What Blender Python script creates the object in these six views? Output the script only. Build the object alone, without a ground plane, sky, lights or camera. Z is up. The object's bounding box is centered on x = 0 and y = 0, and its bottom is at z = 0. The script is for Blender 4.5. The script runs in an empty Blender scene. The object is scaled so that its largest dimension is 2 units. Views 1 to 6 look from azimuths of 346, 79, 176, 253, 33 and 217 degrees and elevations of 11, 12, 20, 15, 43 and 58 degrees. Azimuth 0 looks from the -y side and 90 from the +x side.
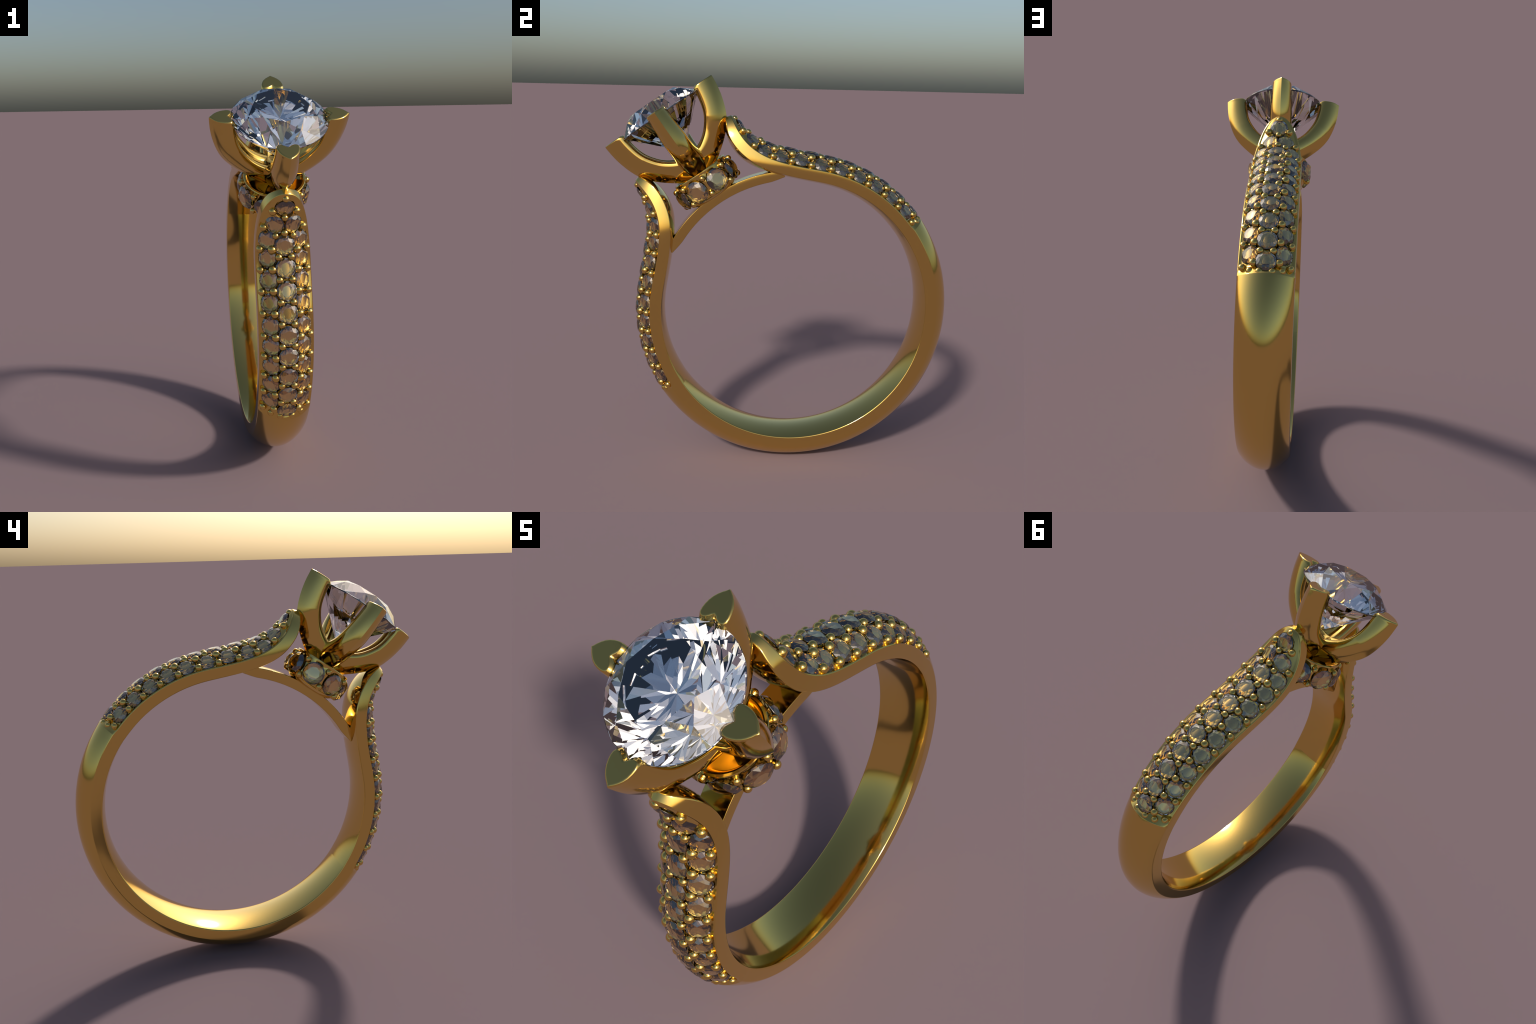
# A gold solitaire ring: D-section shank, two pave shoulders that sweep up to a
# four-prong head, a bridge under it, a gem-set collar and a large brilliant.
import bpy, bmesh, math
import numpy as np
from mathutils import Matrix, Vector

rad, pi = math.radians, math.pi

# ------------------------------------------------------------------ placement
# The ring is modelled in its own frame (x across the band, y along the band at
# the top, z up the axis of the head, origin at the centre of the finger hole)
# and then leaned over and turned to stand as the original does.
LEAN = (Matrix.Rotation(rad(-6.52), 4, 'Z') @ Matrix.Rotation(rad(-0.79), 4, 'Y')
        @ Matrix.Rotation(rad(34.8), 4, 'X'))
STAND = Matrix.Translation((0.0921, 0.0671, 0.8172)) @ LEAN

scene_col = bpy.context.scene.collection


# ------------------------------------------------------------------ materials
def gold_material():
    m = bpy.data.materials.new("yellow_gold")
    m.use_nodes = True
    nt = m.node_tree
    b = nt.nodes["Principled BSDF"]
    b.inputs["Metallic"].default_value = 1.0
    tc = nt.nodes.new("ShaderNodeTexCoord")
    nz = nt.nodes.new("ShaderNodeTexNoise")
    nz.inputs["Scale"].default_value = 6.0
    nz.inputs["Detail"].default_value = 2.0
    ramp = nt.nodes.new("ShaderNodeMapRange")
    ramp.inputs["To Min"].default_value = GOLD_ROUGH - 0.01
    ramp.inputs["To Max"].default_value = GOLD_ROUGH + 0.01
    nt.links.new(tc.outputs["Object"], nz.inputs["Vector"])
    nt.links.new(nz.outputs["Fac"], ramp.inputs["Value"])
    nt.links.new(ramp.outputs["Result"], b.inputs["Roughness"])
    b.inputs["Base Color"].default_value = GOLD
    return m


def gem_material(name, colour, ior, rough):
    m = bpy.data.materials.new(name)
    m.use_nodes = True
    b = m.node_tree.nodes["Principled BSDF"]
    b.inputs["Base Color"].default_value = colour
    b.inputs["Transmission Weight"].default_value = 1.0
    b.inputs["IOR"].default_value = ior
    b.inputs["Roughness"].default_value = rough
    return m


GOLD, GOLD_ROUGH = (0.78, 0.54, 0.15, 1), 0.10
MAT_GOLD = gold_material()
MAT_DIAMOND = gem_material("clear_diamond", (1, 1, 1, 1), 2.4, 0.0)
MAT_PAVE = gem_material("small_clear_gem", (1, 1, 1, 1), 2.4, 0.0)


# ------------------------------------------------------------------ helpers
def new_object(name, mesh, parent, mat=None, world=STAND):
    o = bpy.data.objects.new(name, mesh)
    scene_col.objects.link(o)
    if mat and not mesh.materials:
        mesh.materials.append(mat)
    o.parent = parent
    o.matrix_world = world
    o.matrix_basis = parent.matrix_world.inverted() @ world if parent else world
    return o


def catmull(pts, n):
    """Smooth curve through control points, n samples, even in arc length."""
    P = np.asarray(pts, float)
    P = np.vstack([2 * P[0] - P[1], P, 2 * P[-1] - P[-2]])
    out = []
    for i in range(1, len(P) - 2):
        a, b, c, d = P[i - 1:i + 3]
        for t in np.linspace(0, 1, 40, endpoint=False):
            out.append(.5 * (2 * b + (c - a) * t + (2 * a - 5 * b + 4 * c - d) * t * t
                             + (3 * b - a - 3 * c + d) * t ** 3))
    out.append(P[-2])
    out = np.array(out)
    s = np.r_[0, np.cumsum(np.linalg.norm(np.diff(out[:, :2], axis=0), axis=1))]
    u = np.linspace(0, s[-1], n)
    return np.stack([np.interp(u, s, out[:, k]) for k in range(out.shape[1])], 1)


def mesh_from(name, verts, faces, smooth=True):
    me = bpy.data.meshes.new(name)
    me.from_pydata([tuple(v) for v in verts], [], faces)
    me.update()
    me.shade_smooth() if smooth else me.shade_flat()
    return me


def tidy(me, angle=None):
    bm = bmesh.new()
    bm.from_mesh(me)
    bmesh.ops.remove_doubles(bm, verts=bm.verts, dist=1e-6)
    bmesh.ops.recalc_face_normals(bm, faces=bm.faces)
    bm.to_mesh(me)
    bm.free()
    if angle:
        me.shade_smooth()
        me.set_sharp_from_angle(angle=angle)


def apply_modifiers(me, mods):
    """Run modifiers on a mesh and give back the finished mesh."""
    o = bpy.data.objects.new("working_piece", me)
    scene_col.objects.link(o)
    for kind, props in mods:
        md = o.modifiers.new(kind, kind)
        for k, v in props.items():
            setattr(md, k, v)
    dg = bpy.context.evaluated_depsgraph_get()
    dg.update()
    res = bpy.data.meshes.new_from_object(o.evaluated_get(dg), depsgraph=dg)
    bpy.data.objects.remove(o)
    return res


# ------------------------------------------------------------------ the root
root = bpy.data.objects.new("engagement_ring", None)
scene_col.objects.link(root)
root["label"] = "gold solitaire ring with large round diamond and pave shoulders"
root["category"] = "ring"

# ------------------------------------------------------------------ the band
R_IN, R_EDGE, R_OUT, HW = 0.6822, 0.7405, 0.8165, 0.131
CROWN = 0.056            # height of the pave floor along its middle, above the rim
INNER_R = 0.56           # the finger side swells gently inwards (comfort fit)

# pairs of points up one shoulder: inner edge (y,z) and outer edge (y,z)
SHOULDER = [
    (.262, 1.013, .290, 1.004), (.245, .996, .2865, .985), (.230, .970, .281, .958),
    (.2170, .933, .2745, .917), (.2145, .893, .2735, .887), (.2160, .854, .2765, .856),
    (.2240, .814, .2840, .823), (.2350, .780, .2945, .794), (.2550, .736, .3150, .752),
    (.2790, .702, .3360, .720), (.3060, .667, .3625, .686), (.3330, .633, .3900, .655),
    (.3620, .601, .4190, .6245), (.3980, .5655, .4500, .592)]
ctrl = list(SHOULDER)
for th in range(41, 90, 6):
    c, s = math.cos(rad(th)), math.sin(rad(th))
    ctrl.append((R_IN * s, R_IN * c, R_EDGE * s, R_EDGE * c))
path = catmull([(c[2], c[3], c[0], c[1]) for c in ctrl], 1200)   # outer first: arc length on the rim
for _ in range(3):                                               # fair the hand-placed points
    k = 45
    ext = np.vstack([2 * path[0] - path[k:0:-1], path, 2 * path[-1] - path[-2:-k - 2:-1]])
    cs = np.cumsum(np.vstack([np.zeros(4), ext]), axis=0)
    path = (cs[2 * k + 1:] - cs[:-2 * k - 1]) / (2 * k + 1)
rim, inn = path[:, :2], path[:, 2:]
th_rim = np.degrees(np.arctan2(rim[:, 0], rim[:, 1]))
TH_CUT = 89.2
arc = np.r_[0, np.cumsum(np.linalg.norm(np.diff(rim, axis=0), axis=1))]


TAPER = .40              # length over which the shoulder narrows to its rounded tip


def half_width(a):
    """Half width of the band at arc length a from the tip of the shoulder."""
    u = min(1.0, a / TAPER)
    return HW * math.sqrt(1 - (1 - u) ** 2.35)


# outward normal of the rim along the path
_t = np.gradient(rim, axis=0)
_t /= np.linalg.norm(_t, axis=1)[:, None]
rim_n = np.stack([-_t[:, 1], _t[:, 0]], 1)
rim_n *= np.sign((rim_n * (rim - inn)).sum(1))[:, None]

# gems of one shoulder: (y, z) of the middle of the table, x, radius, sideways tilt in degrees
SIDE_TILT = 35
GEMS = [(.3140, .9270, 0, .0455, 0)]
for sx in (-1, 1):
    GEMS.append((.3215, .8430, sx * .0485, .0470, sx * 27))
side_pts = [(.3425, .770), (.3935, .707), (.4655, .637), (.5375, .559)]
side_pts += [(.777 * math.sin(rad(t)), .777 * math.cos(rad(t))) for t in (51.8, 59.1, 66.6, 74.1, 81.7)]
for i, (y, z) in enumerate(side_pts):
    for sx in (-1, 1):
        GEMS.append((y, z, sx * .0850, .0474 - .0001 * i, sx * SIDE_TILT))
mid_pts = [(.3860, .7720), (.4550, .6990), (.5290, .6250), (.6000, .5500)]
mid_pts += [(.816 * math.sin(rad(t)), .816 * math.cos(rad(t))) for t in (54.9, 62.3, 69.9, 77.4, 84.8)]
for i, (y, z) in enumerate(mid_pts):
    GEMS.append((y, z, 0, (.0477 - .0002 * i), 0))


def station_of(y, z):
    """Place along the shoulder (index into the path) whose outward line passes nearest (y, z)."""
    d = np.array([y, z]) - rim
    lam = (d * rim_n).sum(1)
    off = np.linalg.norm(d - lam[:, None] * rim_n, axis=1) + np.where(np.abs(lam) > .12, 1, 0)
    i = int(np.argmin(off))
    return i, rim_n[i], float(lam[i])


CROWN_HALF = .112        # the crowned part of the floor ends here, a flat ledge runs along the rim


def floor_height(x, hw):
    """Pave floor above the rim: a flat ledge at the edge, a soft hump along the middle."""
    k = hw / HW
    u = x / k / CROWN_HALF
    f = 1 - u * u
    return CROWN * k ** 1.3 * .5 * (f + math.sqrt(f * f + .012))


def floor_tilt(x):
    return math.atan(2 * CROWN * x / CROWN_HALF ** 2) if abs(x) < CROWN_HALF else 0.0


SEAT = .25              # the gold floor inside a seat, below the girdle, in gem radii
TABLE_UP = .31          # table above the girdle, in gem radii
gem_frames = []         # girdle centre, axis, radius, arc position
for (y, z, x, r, tilt) in GEMS:
    i, n, lam = station_of(y, z)
    t = rad(tilt)
    axis = np.array([math.sin(t), n[0] * math.cos(t), n[1] * math.cos(t)])
    table = np.array([x, y, z])
    lift = .003 if x else 0
    gem_frames.append((table + axis * (lift - TABLE_UP * r), axis, r, arc[i]))

# stations along the whole band: up the left shoulder is the mirror of the right
N_TOP = 81
phis = np.linspace(-pi / 2, pi / 2, N_TOP)
s_cut = float(np.interp(TH_CUT, th_rim, arc))
s_list = np.r_[0.0004 + 0.05 * np.linspace(0, 1, 26) ** 2, np.arange(.054, s_cut - .042, .0045),
               s_cut - np.array([.0400, .0360, .0320, .0280, .0240, .0210, .0180, .0150, .0120, .0090, .0065, .0045, .0030, .0015, 0.0])]


def section(inner, edge, hw, blend, s, seats, swell=1.0):
    """Closed outline of the band: list of (x, height above inner point along the normal)."""
    n = edge - inner
    h = float(np.linalg.norm(n))
    f = min(.0055, hw * .3)
    pts = []
    xs = np.linspace(-1, 1, 15)
    for x in xs:
        xx = x * (hw - f)
        pts.append((xx, -swell * (math.sqrt(INNER_R ** 2 - xx * xx) - math.sqrt(INNER_R ** 2 - (hw - f) ** 2))))
    pts += [(hw - .3 * f, .3 * f), (hw, f)]
    g = min(.0050, hw * .3) * (1 - .75 * blend)
    pts += [(hw, .5 * (h - g) + .5 * f), (hw, h - g), (hw - .3 * g, h - .3 * g)]
    top = []
    for ph in phis[::-1]:
        x = math.sin(ph) * (hw - g)
        fl = floor_height(x, hw)
        if seats is not None:
            for (c, ax, r, _a) in seats:
                bed = c - ax * SEAT * r
                run = ax[1] * n[0] / h + ax[2] * n[1] / h
                if run < .2:
                    continue
                flat = (ax[0] * (bed[0] - x) + ax[1] * (bed[1] - edge[0]) + ax[2] * (bed[2] - edge[1])) / run
                p = np.array([x, edge[0] + n[0] / h * flat, edge[1] + n[1] / h * flat]) - bed
                d = math.sqrt(p @ p)
                rr = 1.025 * r
                if d < rr:
                    bend = flat - CROWN / CROWN_HALF ** 2 * (x - bed[0]) ** 2      # the bed keeps the crown's bow
                    k = min(1.0, (rr - d) / .003)
                    moat = min(1.0, max(0.0, (d - .84 * r) / (.08 * r)))           # cut round the girdle
                    fl += (min(bend, fl + .006) - .008 * moat - fl) * k
        dome = (R_OUT - R_EDGE) * max(0.0, 1 - (x / hw) ** 2) ** .88
        top.append((x, h + fl * (1 - blend) + dome * blend))
    pts += top
    pts += [(-(hw - .3 * g), h - .3 * g), (-hw, h - g), (-hw, .5 * (h - g) + .5 * f), (-hw, f), (-(hw - .3 * f), .3 * f)]
    return pts


stations, tags = [], []
for s in s_list:
    e = np.array([np.interp(s, arc, rim[:, 0]), np.interp(s, arc, rim[:, 1])])
    a = np.array([np.interp(s, arc, inn[:, 0]), np.interp(s, arc, inn[:, 1])])
    blend = float(np.clip(1 - (s_cut - s) / .0400, 0, 1))
    near = [q for q in gem_frames if abs(q[3] - s) < .075]
    stations.append((e, a, section(a, e, half_width(s), blend, s, near, 1.0 + .7 * math.exp(-((s - .16) / .13) ** 2))))
    tags.append(1)
n_sh = len(stations)
shank_th = np.linspace(TH_CUT, 360 - TH_CUT, 182)[1:-1]
for th in shank_th:
    c, s = math.cos(rad(th)), math.sin(rad(th))
    e, a = np.array([R_EDGE * s, R_EDGE * c]), np.array([R_IN * s, R_IN * c])
    stations.append((e, a, section(a, e, HW - .0006 * (1 - c), 1.0, 0, None)))
for k in range(n_sh - 1, -1, -1):
    e, a, sec = stations[k]
    m = np.array([-1, 1])
    stations.append((e * m, a * m, sec))

verts, faces, fpart = [], [], []
M = len(stations[0][2])
for (e, a, sec) in stations:
    n = (e - a) / np.linalg.norm(e - a)
    for (x, h) in sec:
        verts.append((x, a[0] + n[0] * h, a[1] + n[1] * h))
S = len(stations)
for i in range(S - 1):
    part = 0 if i < n_sh - 1 else (2 if i >= S - n_sh else 1)
    for j in range(M):
        k = (j + 1) % M
        faces.append((i * M + j, i * M + k, (i + 1) * M + k, (i + 1) * M + j))
        fpart.append(part)
faces.append(tuple(range(M - 1, -1, -1)))
fpart.append(0)
faces.append(tuple((S - 1) * M + j for j in range(M)))
fpart.append(2)
band = mesh_from("band", verts, faces)
att = band.attributes.new("part", 'INT', 'FACE')
att.data.foreach_set("value", fpart)
bm = bmesh.new()
bm.from_mesh(band)
bmesh.ops.recalc_face_normals(bm, faces=bm.faces)
bm.to_mesh(band)
bm.free()
band.shade_smooth()
band.set_sharp_from_angle(angle=rad(50))
band = apply_modifiers(band, [("WEIGHTED_NORMAL", dict(keep_sharp=True, weight=60))])


def pieces_with_normals(me, names):
    """Split a mesh by its 'part' attribute, each piece keeping the whole mesh's normals."""
    cn = [tuple(c.vector) for c in me.corner_normals]
    pv = [d.value for d in me.attributes["part"].data]
    V = [tuple(v.co) for v in me.vertices]
    out = []
    for part, nm in names:
        vmap, vs, fs, ns = {}, [], [], []
        for p in me.polygons:
            if pv[p.index] != part:
                continue
            f = []
            for li in p.loop_indices:
                vi = me.loops[li].vertex_index
                if vi not in vmap:
                    vmap[vi] = len(vs)
                    vs.append(V[vi])
                f.append(vmap[vi])
                ns.append(cn[li])
            fs.append(f)
        m2 = mesh_from(nm, vs, fs)
        m2.normals_split_custom_set(ns)
        out.append(m2)
    return out


sh_r, shank_me, sh_l = pieces_with_normals(band, [(0, "shoulder"), (1, "shank"), (2, "shoulder")])
shank = new_object("shank", shank_me, root, MAT_GOLD)
shoulder_r = new_object("shoulder", sh_r, root, MAT_GOLD)
shoulder_l = new_object("shoulder", sh_l, root, MAT_GOLD)


# ------------------------------------------------------------------ gems
def brilliant(name, table=.57, crown=.36, girdle=.04, pavilion=.88):
    """Round brilliant of unit radius: table, star, kite and girdle facets, pavilion mains and halves."""
    A = pi / 8
    V, F = [], []

    def add(r, ang, z):
        V.append((r * math.cos(ang), r * math.sin(ang), z))
        return len(V) - 1
    slope = crown / (1 - table)
    tb = [add(table, 2 * A * k, girdle / 2 + crown) for k in range(8)]
    rm = .5 * (table * math.cos(A) + 1)
    zm = girdle / 2 + slope * (1 - rm * math.cos(A))
    cm = [add(rm, 2 * A * k + A, zm) for k in range(8)]
    rp = .22
    zp = -girdle / 2 - pavilion * (1 - rp * math.cos(A))
    pm = [add(rp, 2 * A * k + A, zp) for k in range(8)]
    cul = add(0, 0, -girdle / 2 - pavilion)
    NS = 4                                   # girdle steps per half facet

    def scallop(frac):                       # girdle edge dips where facets bulge
        return .012 * math.sin(pi * frac)
    up, lo = [], []
    for k in range(16):
        for i in range(NS):
            fr = i / NS
            ang = A * (k + fr)
            up.append(add(1, ang, girdle / 2 - scallop(fr) * .9))
            lo.append(add(1, ang, -girdle / 2 + scallop(fr) * .9))
    G = 16 * NS
    F.append(tuple(tb))
    for k in range(8):
        k1 = (k + 1) % 8
        F.append((tb[k], cm[k], tb[k1]))
        g0 = 2 * k * NS
        F.append((tb[k], cm[k - 1], up[g0], cm[k]))
        F.append(tuple([cm[k]] + [up[(g0 + i) % G] for i in range(NS + 1)]))
        F.append(tuple([cm[k]] + [up[(g0 + NS + i) % G] for i in range(NS + 1)]))
        F.append((lo[g0], pm[k - 1], cul, pm[k]))
        F.append(tuple([pm[k]] + [lo[(g0 + i) % G] for i in range(NS, -1, -1)]))
        F.append(tuple([pm[k]] + [lo[(g0 + NS + i) % G] for i in range(NS, -1, -1)]))
    for i in range(G):
        F.append((up[i], lo[i], lo[(i + 1) % G], up[(i + 1) % G]))
    me = mesh_from(name, V, F, smooth=False)
    tidy(me)
    me.shade_flat()
    return me


def frame(origin, zdir, xhint):
    z = Vector(zdir).normalized()
    y = z.cross(Vector(xhint)).normalized()
    x = y.cross(z)
    return Matrix(((x.x, y.x, z.x, origin[0]), (x.y, y.y, z.y, origin[1]),
                   (x.z, y.z, z.z, origin[2]), (0, 0, 0, 1)))


pave_me = brilliant("pave_gem", table=.585, crown=.295, pavilion=.75)
pave_me.materials.append(MAT_PAVE)
grain_bm = bmesh.new()
bmesh.ops.create_uvsphere(grain_bm, u_segments=24, v_segments=14, radius=1.0)
for v in grain_bm.verts:                       # a ball on a short post
    if v.co.z < -.15:
        rr = math.hypot(v.co.x, v.co.y)
        if rr > 1e-6:
            v.co.x, v.co.y = v.co.x / rr * .93, v.co.y / rr * .93
        v.co.z = -.15 - (-.15 - v.co.z) * 1.1
grain_me = bpy.data.meshes.new("grain")
grain_bm.to_mesh(grain_me)
grain_bm.free()
grain_me.shade_smooth()
grain_me.materials.append(MAT_GOLD)


def mirror_point(v, side):
    return Vector((v.x, v.y * side, v.z))


for side, parent in ((1, shoulder_r), (-1, shoulder_l)):
    for (c, ax, r, _a) in gem_frames:
        fr = frame((c[0], c[1] * side, c[2]), (ax[0], ax[1] * side, ax[2]), (1, 0, 0)) @ Matrix.Scale(r, 4)
        new_object("pave_gem", pave_me, parent, world=STAND @ fr)

# grains: (y, z, x, radius, how far the ball's centre stands off the floor)
GRAINS = [(.2990, .9780, 0, .0165, -.005), (.3080, .8850, 0, .0165, -.001), (.3350, .8130, 0, .0175, .002)]
for sx in (-1, 1):
    GRAINS += [(.2900, .9080, sx * .0540, .0190, .001), (.3060, .8200, sx * .0905, .0188, .004),
               (.3420, .8000, sx * .0400, .0165, .003)]
    outer = [(.3520, .7280), (.4145, .6545), (.4855, .5830)]
    outer += [(.757 * math.sin(rad(t)), .757 * math.cos(rad(t))) for t in (47.6, 55.5, 63.0, 70.7, 77.9, 86.1)]
    for k, (y, z) in enumerate(outer):
        GRAINS.append((y, z, sx * .1080, .0186 - .00010 * k, .009))
        if k == 8:
            y, z = .757 * math.sin(rad(85.0)), .757 * math.cos(rad(85.0))
        GRAINS.append((y, z, sx * .0575, .0212 - .00015 * k, .006))
    for k in range(8):
        y = .5 * (mid_pts[k][0] + mid_pts[k + 1][0])
        z = .5 * (mid_pts[k][1] + mid_pts[k + 1][1])
        GRAINS.append((y, z, sx * .0290, .0184, .004))
    for t, x in ((87.6, .071), (88.1, .028)):
        GRAINS.append((.797 * math.sin(rad(t)), .797 * math.cos(rad(t)), sx * x, .0184, .003))

for side, parent in ((1, shoulder_r), (-1, shoulder_l)):
    for (y, z, x, r, off) in GRAINS:
        i, n, lam = station_of(y, z)
        h = floor_height(x, half_width(arc[i])) + off
        tilt = floor_tilt(x) * .8
        nz = Vector((math.sin(tilt), n[0] * math.cos(tilt) * side, n[1] * math.cos(tilt)))
        at = (x, (rim[i, 0] + n[0] * h) * side, rim[i, 1] + n[1] * h)
        new_object("grain", grain_me, parent, world=STAND @ frame(at, nz, (1, 0, 0)) @ Matrix.Scale(r, 4))

# ------------------------------------------------------------------ bridge
bv, bf = [], []
NB, bw, b1 = 60, .060, .7245
for i in range(NB + 1):
    deg = -29.8 + 59.6 * i / NB
    t, b0 = rad(deg), R_IN - .0075 + .017 * max(0.0, (abs(deg) - 23) / 6.8) ** 1.5
    f = .003
    for (x, r) in ((-bw + f, b0), (bw - f, b0), (bw, b0 + f), (bw, b1 - f), (bw - f, b1), (-bw + f, b1), (-bw, b1 - f), (-bw, b0 + f)):
        bv.append((x, r * math.sin(t), r * math.cos(t)))
for i in range(NB):
    for j in range(8):
        k = (j + 1) % 8
        bf.append((i * 8 + j, i * 8 + k, i * 8 + 8 + k, i * 8 + 8 + j))
bf += [tuple(range(7, -1, -1)), tuple(NB * 8 + j for j in range(8))]
bridge_me = mesh_from("bridge", bv, bf)
tidy(bridge_me, rad(50))
bridge_me = apply_modifiers(bridge_me, [("WEIGHTED_NORMAL", dict(keep_sharp=True))])
new_object("bridge", bridge_me, root, MAT_GOLD)


# ------------------------------------------------------------------ collar
def lathe(name, prof, n=96):
    V, F = [], []
    m = len(prof)
    for i in range(n):
        a = 2 * pi * i / n
        for (r, z) in prof:
            V.append((r * math.cos(a), r * math.sin(a), z))
    for i in range(n):
        for j in range(m - 1):
            F.append((i * m + j, (i + 1) % n * m + j, (i + 1) % n * m + j + 1, i * m + j + 1))
    me = mesh_from(name, V, F)
    tidy(me, rad(40))
    return me


COLLAR = [(0, .716), (.090, .716), (.118, .721), (.131, .730), (.137, .737), (.1410, .748), (.1410, .780), (.1410, .810), (.1420, .836),
          (.1465, .848), (.1495, .856), (.1495, .8600), (.1470, .8635), (.1385, .8645), (.1355, .8620), (.1320, .8580),
          (.120, .8530), (.095, .8480), (.055, .8450), (0, .8440)]
collar_me = lathe("collar", COLLAR, 200)
for v in collar_me.vertices:                   # a flat bed behind each of the eight gems
    r = math.hypot(v.co.x, v.co.y)
    a = math.atan2(v.co.y, v.co.x)
    k = min(1.0, max(0.0, (v.co.z - .731) / .034)) * min(1.0, max(0.0, (.852 - v.co.z) / .014))
    if r > .130 and k > 0:
        off = (math.degrees(a) - 22.5 + 22.5) % 45 - 22.5
        flat = min(.1520, .1440 / math.cos(rad(off)))
        f = (1 - k) + k * flat / r
        v.co.x, v.co.y = v.co.x * f, v.co.y * f
collar_me.shade_smooth()
collar_me.set_sharp_from_angle(angle=rad(30))
collar = new_object("collar", collar_me, root, MAT_GOLD)
collar_gem_me = brilliant("collar_gem", table=.60, crown=.31, pavilion=.80)
collar_gem_me.materials.append(MAT_PAVE)
for k in range(8):
    a = rad(22.5 + 45 * k)
    dn = rad(-3)
    nz = (math.cos(a) * math.cos(dn), math.sin(a) * math.cos(dn), math.sin(dn))
    R = .1565
    new_object("collar_gem", collar_gem_me, collar,
               world=STAND @ frame((R * math.cos(a), R * math.sin(a), .790), nz, (0, 0, 1)) @ Matrix.Scale(.0562, 4))
    a = rad(45 * k)
    for z, R, r in ((.8350, .1575, .0165), (.7480, .1550, .0165)):
        new_object("grain", grain_me, collar,
                   world=STAND @ frame((R * math.cos(a), R * math.sin(a), z), (math.cos(a), math.sin(a), 0), (0, 0, 1)) @ Matrix.Scale(r, 4))

# ------------------------------------------------------------------ prongs
# outer ridge of a prong in its own plane (distance from axis, height) and section depth
# with, beside each point, the matching point of the groove along its inner side
ARM = [(.3205, 1.2225, .2280, 1.2225), (.3185, 1.180, .2260, 1.182), (.3125, 1.135, .2195, 1.147),
       (.2980, 1.080, .2100, 1.103), (.2780, 1.025, .1915, 1.060), (.2550, .984, .1710, 1.033),
       (.2220, .948, .1500, 1.005), (.1870, .917, .1220, .982), (.1500, .889, .0930, .962),
       (.1200, .867, .0660, .948), (.0900, .847, .0400, .938), (.0600, .829, .0200, .932),
       (.0300, .815, .0070, .929), (0, .808, 0, .928)]
HEART = [(0, 0), (.0080, .0060), (.0180, .0140), (.0280, .0240), (.0370, .0360), (.0440, .0500), (.0485, .0660),
         (.0505, .0800), (.0495, .0925), (.0450, .1010), (.0380, .1050), (.0300, .1055), (.0210, .1030),
         (.0120, .0970), (.0050, .0905), (0, .0865)]
HEART = [(1.03 * w, d) for w, d in HEART]
heart = [(w, d) for w, d in HEART] + [(-w, d) for w, d in HEART[-2:0:-1]]
arm = catmull(ARM, 90)
for _ in range(60):                                  # fair the curves, ends held
    arm[1:-1] = .5 * arm[1:-1] + .25 * (arm[:-2] + arm[2:])
rc, inner_line = arm[:, :2], arm[:, 2:]
pv, pf = [], []
HN = len(heart)


def inset(outline, e):
    """Outline drawn in by e along its own normals (for the rounded rim of the claw tip)."""
    P = np.array(outline)
    t = np.roll(P, -1, 0) - np.roll(P, 1, 0)
    t /= np.linalg.norm(t, axis=1)[:, None]
    nn = np.stack([-t[:, 1], t[:, 0]], 1)
    c = P.mean(0)
    if ((c - P) * nn).sum() < 0:
        nn = -nn
    return P + nn * e


rows = []
for e, dz in ((.0085, 0), (.0060, -.0002), (.0036, -.0012), (.0016, -.0030), (.0004, -.0054)):
    rows.append([(rc[0, 0] - d, w, rc[0, 1] + dz) for (w, d) in inset(heart, e)])
start = int(np.argmax(rc[:, 1] < rc[0, 1] - .008))
for i in range(start, len(rc)):
    t = i / (len(rc) - 1)
    n = (inner_line[i] - rc[i]) / .0865                    # one unit of heart depth along the arm's section
    q = min(1.0, max(0.0, (t - .50) / .35))
    wide = 1 + .15 * min(1.0, t / .35) + .15 * q * q * (3 - 2 * q)      # arms widen towards the base
    row = []
    for (w, d) in heart:
        row.append((rc[i, 0] + n[0] * d, w * wide, rc[i, 1] + n[1] * d))
    rows.append(row)
for row in rows:
    pv += row
for i in range(len(rows) - 1):
    for j in range(HN):
        k = (j + 1) % HN
        pf.append((i * HN + j, (i + 1) * HN + j, (i + 1) * HN + k, i * HN + k))
pf += [tuple(range(HN)), tuple((len(rows) - 1) * HN + j for j in range(HN - 1, -1, -1))]
prong_me = mesh_from("prong", pv, pf)
tidy(prong_me, rad(55))
prong_me = apply_modifiers(prong_me, [("WEIGHTED_NORMAL", dict(keep_sharp=True, weight=50))])
prong_me.materials.append(MAT_GOLD)
for k in range(4):
    new_object("prong", prong_me, root, world=STAND @ Matrix.Rotation(k * pi / 2, 4, 'Z'))

HUB = [(0, .78), (.034, .782), (.027, .800), (.024, .830), (.024, .88), (0, .885)]
new_object("setting_hub", lathe("setting_hub", HUB, 48), root, MAT_GOLD)

# ------------------------------------------------------------------ centre stone
R_STONE = .2220
stone_me = brilliant("diamond", table=.575, crown=.322, girdle=.03, pavilion=.95)
stone_me.materials.append(MAT_DIAMOND)
new_object("diamond", stone_me, root,
           world=STAND @ Matrix.Translation((0, 0, 1.2000)) @ Matrix.Scale(R_STONE, 4))

# ------------------------------------------------------------------ stand it on the ground, centred
bpy.context.view_layer.update()
